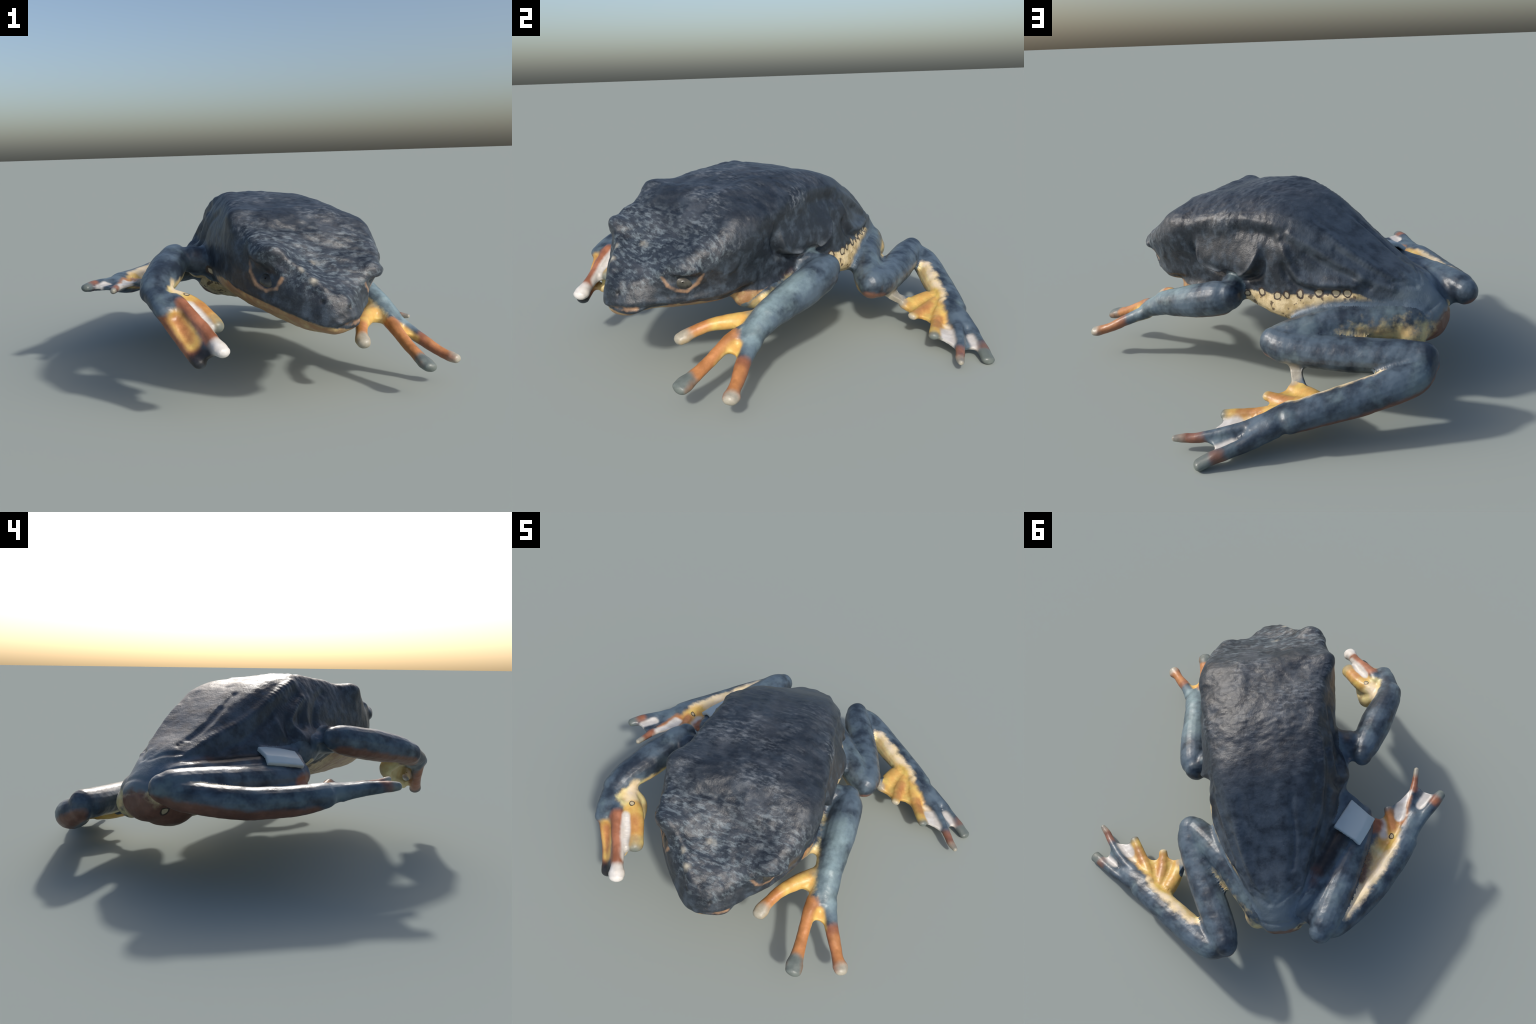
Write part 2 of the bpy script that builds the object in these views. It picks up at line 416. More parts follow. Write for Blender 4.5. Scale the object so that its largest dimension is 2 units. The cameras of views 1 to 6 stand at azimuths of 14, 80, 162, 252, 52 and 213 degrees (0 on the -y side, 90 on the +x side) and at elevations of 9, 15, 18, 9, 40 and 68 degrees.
def stroke(path, width, height, mask=None, n=10):
    """Raise (or with a negative height, crease) the skin along a line in the frog's frame."""
    line = spline(path, n)
    d2 = np.full(nv, 9.0)
    for p in line:
        np.minimum(d2, ((Q - p) ** 2).sum(1), out=d2)
    w = np.exp(-d2 / width ** 2)
    return height * w * (1 if mask is None else mask)


def bump(c, r, height):
    d2 = (((Q - np.array(c)) / np.array(r)) ** 2).sum(1)
    return height * np.exp(-d2)


def ease(x, lo, hi):
    t = np.clip((x - lo) / (hi - lo), 0, 1)
    return t * t * (3 - 2 * t)


left_side = on_body * ease(Q[:, 0], .06, .14)
right_side = on_body * ease(-Q[:, 0], .2, .28)
disp = np.zeros(nv)
# loose skin lobe behind the left jaw: free lower and rear edge, upper edge runs into the back
lobe = ((np.abs(Q[:, 1] - .08) / .2) ** 2.4 + (np.abs(Q[:, 2] - .175) / .125) ** 2.4) ** (1 / 2.4)
amount = .038 * ease(-Q[:, 2], -.25, -.1)
lobe = lobe + .06 * np.array([noise.noise(Vector((q[1] * 9, q[2] * 11, 2.0))) for q in Q])
disp += left_side * amount * ease(-lobe, -1.03, -.88)
disp += left_side * .008 * np.exp(-((lobe - .9) / .07) ** 2) * ease(-Q[:, 2], -.2, -.1)
disp -= left_side * .016 * np.exp(-((lobe - 1.1) / .08) ** 2) * ease(-Q[:, 2], -.24, -.1)
# flank pouch on the left: rim with a crease under it
rim = [(.205, -.2, .25), (.215, -.225, .215), (.227, -.252, .167), (.235, -.265, .131), (.241, -.311, .087), (.225, -.383, .064),
       (.194, -.469, .058), (.16, -.539, .056), (.133, -.571, .069)]
disp += stroke(rim, .026, .018, left_side)
disp -= stroke([(a + .012, s_ + .014, h - .03) for a, s_, h in rim[2:8]], .022, .018, left_side)
disp -= bump((.21, -.38, .13), (.06, .1, .05), .010)
# the edge of the back is undercut behind the shoulder
disp -= stroke([(.22, .03, .27), (.21, -.117, .265), (.2, -.205, .24)], .03, .016, left_side)
disp += stroke([(.19, .0, .32), (.185, -.117, .312), (.175, -.205, .3)], .022, .008, on_body)
# long skin folds from the shoulders to the rump
disp += stroke([(.18, -.25, .27), (.176, -.281, .25), (.166, -.341, .223), (.153, -.435, .164), (.133, -.53, .112), (.118, -.606, .068), (.08, -.694, .029)], .022, .013, on_body)
disp -= stroke([(.185, -.33, .19), (.165, -.43, .13), (.145, -.52, .09), (.12, -.6, .04)], .02, .012, on_body)
disp -= stroke([(.12, -.45, .2), (.1, -.54, .14), (.073, -.638, .083), (.038, -.717, .035), (-.01, -.764, .008)], .016, .009, on_body)
disp += stroke([(-.368, -.038, .288), (-.349, -.239, .197), (-.308, -.372, .125), (-.239, -.54, .062), (-.203, -.645, .015), (-.175, -.708, -.014)], .026, .018, on_body)
disp -= stroke([(-.385, -.05, .22), (-.363, -.194, .152), (-.343, -.29, .096), (-.313, -.399, .033), (-.263, -.51, -.002)], .024, .016, on_body)
disp += stroke([(-.39, -.02, .2), (-.397, -.141, .102), (-.422, -.135, .045), (-.456, -.116, -.06)], .02, .014, right_side)
disp -= stroke([(-.4, -.06, .12), (-.42, -.08, .04), (-.45, -.06, -.04)], .018, .013, right_side)
disp += stroke([(-.37, -.12, .2), (-.36, -.218, .12), (-.392, -.224, .042), (-.412, -.199, -.026)], .018, .011, right_side)
disp -= stroke([(-.38, -.16, .12), (-.4, -.18, .05), (-.43, -.16, -.02)], .015, .010, right_side)
disp -= stroke([(-.41, .16, .22), (-.411, .092, .178), (-.409, .036, .102), (-.427, .033, .043)], .022, .010, right_side)
disp += stroke([(-.41, .02, .2), (-.405, -.02, .12), (-.42, -.02, .05)], .02, .008, right_side)
disp -= stroke([(-.2, -.3, .26), (-.189, -.378, .207), (-.176, -.492, .129), (-.154, -.6, .067)], .016, .007, on_body)
for path, wd, ht in [
        ([(-.114, -.25, .32), (-.104, -.442, .225), (-.076, -.609, .13), (-.052, -.752, .033)], .02, -.007),
        ([(.042, -.3, .314), (.04, -.45, .235), (.02, -.6, .14), (.0, -.7, .07)], .018, -.006),
        ([(-.19, -.4, .2), (-.188, -.493, .14), (-.137, -.66, .056)], .018, -.006),
        ([(.09, -.4, .24), (.08, -.55, .14), (.05, -.7, .05)], .02, .006),
        ([(.062, -.682, .044), (.003, -.735, .045), (-.047, -.774, .012), (-.113, -.729, .02), (-.168, -.678, .003)], .012, -.007),
        ([(.04, -.84, -.08), (-.04, -.85, -.07), (-.1, -.84, -.09)], .012, -.006),
        ([(.07, -.83, -.14), (-.02, -.88, -.13), (-.1, -.87, -.14)], .012, -.008)]:
    disp += stroke(path, wd, ht, on_body)
# dorsal edges
disp += stroke([(.265, .47, .27), (.25, .315, .29), (.235, .2, .315), (.19, .05, .335), (.15, -.18, .325)], .03, .001, on_body)
disp += stroke([(-.43, .46, .235), (-.4, .32, .27), (-.36, .16, .3), (-.34, 0., .31)], .035, .004, on_body)
# head: swellings behind the eyes, furrow at the nape, canthal ridges, lips, nostrils, eye sockets
disp += bump((-.41, .46, .23), (.06, .06, .05), .014) - bump((-.27, .4, .3), (.06, .05, .05), .008) + bump((.02, .47, .29), (.06, .05, .05), .006) + bump((.2, .5, .26), (.06, .07, .05), .006)
disp -= stroke([(-.43, .575, .15), (-.3, .57, .2), (-.18, .56, .2)], .03, .012, on_body)
disp -= stroke([(-.1, .6, .17), (.03, .63, .16), (.12, .6, .19)], .025, .006, on_body)
disp += stroke([(-.35, .6, .19), (-.2, .49, .25), (0., .46, .27), (.1, .5, .25)], .03, .006, on_body)
disp += stroke([(-.36, .7, .12), (-.28, .74, .1), (-.2, .79, .052), (-.144, .856, -.004)], .026, .010)
disp += stroke([(.17, .7, .12), (.07, .78, .03), (.0, .85, -.02)], .024, .008)
disp -= bump((-.09, .76, .06), (.07, .1, .08), .010)
disp += bump((-.03, .885, -.045), (.022, .022, .02), .006) - bump((-.024, .9, -.06), (.010, .010, .010), .009)
disp += bump((-.135, .88, -.04), (.022, .022, .02), .006) - bump((-.15, .885, -.05), (.010, .010, .010), .009)
MOUTH_LEFT = [(-.07, .92, -.15), (-.02, .906, -.13), (.031, .882, -.118), (.08, .82, -.106), (.116, .742, -.1), (.168, .679, -.087), (.224, .6, -.062), (.26, .5, -.045), (.25, .4, -.035)]
MOUTH_RIGHT = [(-.07, .92, -.15), (-.123, .89, -.165), (-.19, .836, -.152), (-.263, .772, -.129), (-.331, .686, -.107), (-.38, .578, -.09), (-.4, .48, -.07)]
for m_ in (MOUTH_LEFT, MOUTH_RIGHT):
    disp -= stroke(m_, .012, .008)
    disp += stroke([(a, s_, h + .022) for a, s_, h in m_], .016, .004)
LID_LEFT = [(.1, .768, .03), (.126, .758, .001), (.148, .729, -.022), (.173, .691, -.024), (.2, .66, .015), (.222, .655, .065)]
LID_RIGHT = [(-.385, .645, .06), (-.384, .648, .015), (-.358, .668, -.035), (-.325, .712, -.052), (-.298, .752, -.032), (-.29, .765, .01)]
for l_, c_ in ((LID_LEFT, (.165, .715, .03)), (LID_RIGHT, (-.345, .705, .015))):
    disp += stroke(l_, .016, .005)
    disp -= bump(c_, (.042, .042, .026), .022)
disp += stroke([(.1, .775, .045), (.16, .74, .062), (.22, .69, .09)], .018, .012)
disp += stroke([(-.3, .77, .04), (-.345, .735, .06), (-.39, .66, .085)], .018, .012)
# ear disc
disp -= bump((.266, .559, .115), (.03, .03, .03), .008)
disp += stroke([(.25, .605, .129), (.258, .57, .165), (.275, .515, .14), (.272, .52, .08), (.255, .57, .06), (.25, .605, .129)], .012, .004)
# skin grain: coarse warts on the fore back, finer elsewhere; limbs slightly lumpy
back = on_body * np.clip((N @ UP - .15) / .5, 0, 1)
fine = np.array([noise.fractal(Vector((q[0] * 22, q[1] * 40, q[2] * 26)), .9, 2.1, 4) for q in Q])
broad = np.array([noise.fractal(Vector((q[0] * 7 + 3, q[1] * 9, q[2] * 7)), 1.0, 2.0, 3) for q in Q])
fore = ease(Q[:, 1], -.3, .05)
disp += back * (fine * .0024 * (.15 + .85 * fore) + broad * (.003 + .005 * fore))
disp += (1 - back) * (fine * .0011 + broad * (.0026 + .003 * on_body))
for _ in range(2):
    disp = disp + .5 * (neighbour_mean(disp[:, None])[:, 0] - disp)
V = V + N * disp[:, None]

# ------------------------------------------------------------------ split the skin into parts
V_N = normals(V)
names = [("torso", "")]
score = [body_d]
for (nm, sd, smp), d in zip(pieces, piece_d):
    key = (nm, sd)
    if key in names:
        k = names.index(key)
        score[k] = np.minimum(score[k], d)
    else:
        names.append(key)
        score.append(d.copy())
score = np.array(score)
for _ in range(3):
    score = np.stack([neighbour_mean(s_[:, None])[:, 0] for s_ in score])
lab = score.argmin(0)
names.append(("head", ""))
head_id = len(names) - 1
flab_v = lab.copy()
flab_v[(lab == 0) & (Q[:, 1] > .47 + .12 * Q[:, 2])] = head_id
fl = np.array([np.bincount(flab_v[f]).argmax() for f in FACES])
# drop stray islands: give a face the label most of its neighbours have
vert_faces = [[] for _ in range(nv)]
for i, f in enumerate(FACES):
    for v in f:
        vert_faces[v].append(i)
for _ in range(4):
    new = fl.copy()
    for i, f in enumerate(FACES):
        near = fl[[j for v in f for j in vert_faces[v]]]
        c = np.bincount(near)
        new[i] = c.argmax()
    fl = new

root = bpy.data.objects.new("frog", None)
bpy.context.scene.collection.objects.link(root)
root["label"] = "dark blue-grey frog with orange toes and cream underside"
root["category"] = "frog"
parts = {}


# ------------------------------------------------------------------ colours
INK = {                                   # base colours (linear)
    "slate": (.030, .041, .057), "slate_dark": (.009, .013, .020), "slate_pale": (.17, .192, .215),
    "blue": (.080, .115, .152), "blue_dark": (.018, .027, .042), "sage": (.16, .225, .245),
    "cream": (.62, .45, .21), "pale": (.74, .60, .36), "yellow": (.60, .345, .095), "orange": (.38, .16, .055),
    "rust": (.25, .095, .048), "brown": (.15, .07, .045), "umber": (.075, .03, .022), "belly": (.44, .33, .16),
    "throat": (.30, .165, .08), "white": (.56, .53, .49), "bone": (.31, .29, .235), "ash": (.13, .155, .145),
    "soot": (.010, .010, .012), "paper": (.36, .43, .455), "lid": (.30, .185, .11), "dusk": (.018, .024, .033),
}

# strokes of colour, painted in this order: ink, points along it (frog's frame), reach, softness, raggedness
PAINT = [
    # ---- where the thighs leave the trunk their blue spreads onto it
    ("blue", [(.06, -.76, -.13), (.24, -.49, -.11), (.36, -.35, -.13)], .108, .014, .012, "torso"),
    ("blue", [(-.12, -.74, -.13), (-.28, -.56, -.115), (-.41, -.38, -.13)], .11, .014, .012, "torso"),
    # ---- left forelimb
    ("sage", [(.4, .26, .03), (.42, .5, -.07), (.47, .6, -.13)], .045, .06, .06),
    ("brown", [(.4, .04, -.13), (.41, .3, -.175)], .062, .012, .01),
    ("cream", [(.3, .17, -.1), (.34, .42, -.15), (.37, .56, -.205)], .066, .012, .02),
    ("cream", [(.38, .4, -.2), (.45, .6, -.235)], .056, .012, .012),
    ("umber", [(.2, .32, -.12), (.24, .16, -.1)], .075, .03, .02),
    ("yellow", [(.335, .5, -.16), (.24, .59, -.195), (.18, .72, -.25)], .05, .012, .01),
    ("orange", [(.22, .62, -.19), (.19, .69, -.22)], .033, .02, .01),
    ("orange", [(.385, .615, -.185), (.4, .75, -.24), (.41, .9, -.29)], .05, .012, .014),
    ("yellow", [(.41, .64, -.2), (.405, .72, -.25)], .026, .015, .006),
    ("rust", [(.53, .69, -.22), (.61, .82, -.27)], .048, .016, .012),
    ("orange", [(.545, .715, -.215), (.6, .79, -.235)], .03, .02, .008),
    ("yellow", [(.43, .62, -.2), (.455, .68, -.222)], .036, .012, .006),
    ("pale", [(.45, .69, -.222), (.46, .71, -.228)], .022, .015, .004),
    ("ash", [(.405, .865, -.28), (.415, .92, -.295)], .042, .012, .008),
    ("bone", [(.615, .815, -.268), (.63, .84, -.27)], .036, .014, .008),
    ("bone", [(.188, .7, -.235), (.175, .73, -.245)], .036, .014, .008),
    # ---- right forelimb
    ("brown", [(-.57, .0, -.13), (-.66, .2, -.18), (-.73, .38, -.23)], .068, .012, .012),
    ("cream", [(-.55, .17, -.13), (-.62, .34, -.17), (-.63, .46, -.16)], .062, .012, .02),
    ("pale", [(-.63, .38, -.12), (-.62, .45, -.125)], .03, .015, .015),
    ("cream", [(-.59, .42, -.22), (-.55, .62, -.31)], .075, .012, .012),
    ("rust", [(-.705, .585, -.25), (-.63, .65, -.315), (-.59, .71, -.345)], .04, .012, .012),
    ("rust", [(-.63, .565, -.165), (-.56, .68, -.235), (-.52, .77, -.29)], .036, .012, .008),
    ("yellow", [(-.665, .6, -.22), (-.6, .69, -.3)], .036, .014, .008),
    ("orange", [(-.66, .61, -.225), (-.61, .67, -.29)], .024, .02, .012),
    ("yellow", [(-.575, .5, -.16), (-.505, .62, -.225)], .05, .012, .012),
    ("orange", [(-.55, .54, -.175), (-.52, .58, -.2)], .03, .02, .01),
    ("white", [(-.6, .545, -.175), (-.565, .61, -.2), (-.52, .7, -.26)], .027, .008, .004),
    ("white", [(-.515, .77, -.295), (-.505, .8, -.305)], .046, .012, .006),
    ("soot", [(-.56, .75, -.335), (-.585, .735, -.36)], .04, .018, .006),
    ("ash", [(-.502, .615, -.225), (-.492, .645, -.235)], .032, .014, .006),
    # ---- left hindlimb
    ("cream", [(.1, -.83, -.17), (.2, -.69, -.15), (.28, -.58, -.16)], .045, .05, .09, "thigh", "torso"),
    ("belly", [(.18, -.5, -.2), (.38, -.27, -.22)], .07, .02, .02),
    ("brown", [(.48, -.235, -.22), (.49, -.28, -.225)], .062, .012, .01),
    ("cream", [(.45, -.36, -.235), (.36, -.6, -.245), (.29, -.8, -.245)], .045, .012, .01),
    ("brown", [(.2, -.99, -.22), (.36, -.98, -.26), (.55, -.83, -.29), (.75, -.63, -.295)], .058, .012, .012, "tarsus", "foot", "toe", "shank"),
    ("pale", [(.425, -.755, -.175), (.48, -.705, -.17), (.56, -.63, -.175), (.66, -.54, -.19)], .058, .016, .03, "tarsus", "foot", "toe"),
    ("cream", [(.42, -.735, -.2), (.6, -.55, -.23)], .056, .016, .02, "tarsus", "foot", "toe"),
    ("yellow", [(.62, -.56, -.24), (.57, -.45, -.26)], .085, .02, .02, "tarsus", "foot", "toe"),
    ("yellow", [(.68, -.5, -.25), (.66, -.38, -.26)], .07, .02, .02),
    ("orange", [(.66, -.5, -.235), (.655, -.4, -.255)], .022, .02, .012),
    ("yellow", [(.735, -.49, -.245), (.815, -.31, -.262)], .044, .014, .014),
    ("orange", [(.765, -.42, -.24), (.8, -.35, -.25)], .022, .015, .01),
    ("white", [(.855, -.355, -.26), (.9, -.3, -.266)], .038, .012, .006),
    ("pale", [(.82, -.4, -.25), (.87, -.4, -.256)], .014, .015, .008),
    ("white", [(.95, -.42, -.265), (1.0, -.37, -.275)], .027, .010, .005),
    ("rust", [(.975, -.27, -.268), (1.01, -.21, -.268)], .03, .016, .012),
    ("bone", [(1.02, -.195, -.268), (1.04, -.17, -.266)], .026, .02, .01),
    ("brown", [(1.02, -.405, -.272), (1.03, -.395, -.27)], .034, .012, .008),
    ("ash", [(1.065, -.355, -.28), (1.1, -.33, -.285)], .043, .010, .006),
    ("ash", [(.835, -.275, -.262), (.84, -.26, -.262)], .03, .016, .006),
    ("bone", [(.645, -.36, -.262), (.66, -.35, -.262)], .022, .014, .008),
    ("bone", [(.47, -.385, -.2), (.52, -.42, -.235)], .045, .02, .02),
    # ---- right hindlimb
    ("cream", [(-.5, -.36, -.235), (-.4, -.6, -.225), (-.31, -.8, -.2)], .045, .014, .01),
    ("soot", [(-.38, -.44, -.035), (-.28, -.58, -.025)], .06, .03, .03, "thigh", "torso"),  # deep shadow of the slot beside the thigh, painted black on the skin
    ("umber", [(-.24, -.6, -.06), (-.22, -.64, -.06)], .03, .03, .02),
    ("brown", [(-.22, -.95, -.2), (-.36, -.9, -.25), (-.52, -.73, -.31), (-.68, -.5, -.325)], .062, .012, .012),
    ("cream", [(-.35, -.75, -.18), (-.5, -.6, -.19), (-.6, -.47, -.2)], .055, .014, .03, "tarsus", "foot", "toe"),
    ("pale", [(-.37, -.79, -.13), (-.56, -.57, -.165), (-.64, -.45, -.18)], .046, .016, .03, "tarsus", "foot", "toe"),
    ("yellow", [(-.62, -.44, -.22), (-.65, -.34, -.22)], .055, .02, .02, "tarsus", "foot", "toe"),
    ("orange", [(-.66, -.36, -.21), (-.65, -.29, -.21)], .03, .02, .012),
    ("orange", [(-.71, -.34, -.23), (-.75, -.2, -.23)], .026, .012, .012),
    ("white", [(-.7, -.3, -.23), (-.72, -.22, -.235), (-.76, -.16, -.243)], .033, .008, .006),
    ("white", [(-.6, -.4, -.235), (-.6, -.33, -.228)], .024, .012, .006),
    ("white", [(-.82, -.25, -.244), (-.86, -.2, -.25)], .026, .008, .005),
    ("rust", [(-.79, -.15, -.235), (-.81, -.08, -.235)], .02, .012, .01),
    ("bone", [(-.815, -.06, -.238), (-.83, -.02, -.236)], .024, .016, .008),
    ("rust", [(-.895, -.235, -.24), (-.91, -.22, -.25)], .028, .014, .008),
    ("ash", [(-.93, -.2, -.255), (-.95, -.17, -.258)], .03, .014, .008),
    ("rust", [(-.52, -.31, -.19), (-.56, -.34, -.21)], .05, .014, .01),
    ("brown", [(-.5, -.5, -.22), (-.42, -.7, -.2)], .035, .02, .03, "tarsus"),
    # ---- torso and head
    ("slate_pale", [(.29, .24, .075), (.31, .1, .055), (.29, -.02, .065)], .016, .03, .02, "torso"),
    ("brown", [(-.04, -.9, -.225), (-.06, -.82, -.26), (-.16, -.72, -.25)], .11, .02, .03),
    ("bone", [(-.13, .714, .095), (-.105, .71, .097)], .008, .014, .02),
    ("bone", [(-.216, .792, .062), (-.214, .79, .06)], .009, .014, .016),
    ("bone", [(-.179, .833, .022), (-.176, .83, .02)], .011, .014, .016),
    ("lid", [(-.04, .915, -.135), (.0, .905, -.128), (.05, .86, -.114)], .006, .008, .014),
    ("lid", [(.16, .69, -.078), (.25, .53, -.035)], .008, .010, .010),
    *[("lid", [a, b], .0065, .006, .007, "head") for lid in (LID_LEFT, LID_RIGHT) for a, b in zip(lid[:-1], lid[1:])],
    ("soot", [(-.024, .9, -.06), (-.022, .898, -.058)], .010, .008, .002),
    ("soot", [(-.15, .885, -.05), (-.148, .883, -.05)], .010, .008, .002),
]
# pale warts with a dark ring: centre, radius
RINGED = [((.297, -.035, -.017), .016), ((.286, -.12, .0), .02), ((.279, -.207, -.001), .019), ((.266, -.252, .003), .018),
          ((.247, -.316, .01), .021), ((.215, -.399, .019), .02), ((.189, -.47, .019), .019), ((.17, -.517, .017), .018),
          ((-.145, -.804, -.227), .02), ((-.597, .482, -.136), .012), ((-.645, -.41, -.215), .014), ((-.405, .17, -.06), .026)]


class Graph:
    """Small helper to write node trees as expressions."""

    def __init__(self, mat):
        self.t = mat.node_tree

    def node(self, kind, **props):
        n = self.t.nodes.new(kind)
        for k, v in props.items():
            setattr(n, k, v)
        return n

    def put(self, sock, v):
        if isinstance(v, bpy.types.NodeSocket):
            self.t.links.new(v, sock)
        elif isinstance(v, (int, float)):
            sock.default_value = v
        else:
            v = tuple(v)
            sock.default_value = v + (1.0,) if len(v) == 3 and sock.type == "RGBA" else v

    def math(self, op, a, b=0.0, c=None, clamp=False):
        n = self.node("ShaderNodeMath", operation=op, use_clamp=clamp)
        self.put(n.inputs[0], a)
        self.put(n.inputs[1], b)
        if c is not None:
            self.put(n.inputs[2], c)
        return n.outputs[0]

    def vec(self, op, a, b=(0, 0, 0)):
        n = self.node("ShaderNodeVectorMath", operation=op)
        self.put(n.inputs[0], a)
        if op == "SCALE":
            self.put(n.inputs["Scale"], b)
        else:
            self.put(n.inputs[1], b)
        return n.outputs["Value"] if op in ("DOT_PRODUCT", "LENGTH", "DISTANCE") else n.outputs["Vector"]

    def mix(self, f, a, b):
        n = self.node("ShaderNodeMix", data_type="RGBA")
        self.put(n.inputs["Factor"], f)
        self.put(n.inputs["A"], a)
        self.put(n.inputs["B"], b)
        return n.outputs["Result"]

    def noise(self, vec, scale, detail=3.0, rough=.55):
        n = self.node("ShaderNodeTexNoise")
        self.put(n.inputs["Vector"], vec)
        n.inputs["Scale"].default_value = scale
        n.inputs["Detail"].default_value = detail
        n.inputs["Roughness"].default_value = rough
        return n.outputs["Fac"]

    def smooth(self, x, lo, hi):
        """0 below lo, 1 above hi (or the reverse when lo > hi)."""
        n = self.node("ShaderNodeMapRange", interpolation_type="SMOOTHSTEP")
        self.put(n.inputs["Value"], x)
        a, b, p, q = (lo, hi, 0, 1) if lo < hi else (hi, lo, 1, 0)
        for k, v in zip(("From Min", "From Max", "To Min", "To Max"), (a, b, p, q)):
            n.inputs[k].default_value = v
        return n.outputs["Result"]

    def capsule(self, P, a, b):
        a, b = Vector(a), Vector(b)
        ab = b - a
        rel = self.vec("SUBTRACT", P, a)
        t = self.math("MULTIPLY", self.vec("DOT_PRODUCT", rel, ab), 1 / max(ab.length_squared, 1e-9), clamp=True)
        n = self.node("ShaderNodeVectorMath", operation="MULTIPLY_ADD")
        self.put(n.inputs[0], tuple(-ab))
        cmb = self.node("ShaderNodeCombineXYZ")
        for k in range(3):
            self.put(cmb.inputs[k], t)
        self.put(n.inputs[1], cmb.outputs[0])
        self.put(n.inputs[2], rel)
        return self.vec("LENGTH", n.outputs[0])


# the edge of the dark back against the belly, height over station
BELLY_EDGE = [(-.92, -.135), (-.8, -.12), (-.7, -.04), (-.55, .025), (-.3, .015), (0., -.0), (.2, -.06), (.42, -.05), (.6, -.075), (.75, -.108), (.85, -.135), (.95, -.16)]


# the dark band on the flanks starts under the edges of the back
BACK_EDGE = [(-.45, .1), (-.3, .23), (-.2, .29), (0., .305), (.15, .3), (.3, .275), (.45, .235), (.56, .155), (.7, .085), (.8, .0), (.9, -.06)]


def reach_of(points, Qp):
    """Nearest distance from a set of points to a painted line."""
    best = 9.0
    for a, b in zip(points[:-1], points[1:]):
        a, b = np.array(a), np.array(b)
        ab = b - a
        t = np.clip(((Qp - a) @ ab) / max(ab @ ab, 1e-9), 0, 1)
        best = min(best, np.sqrt(((Qp - a - t[:, None] * ab) ** 2).sum(1)).min())
    return best


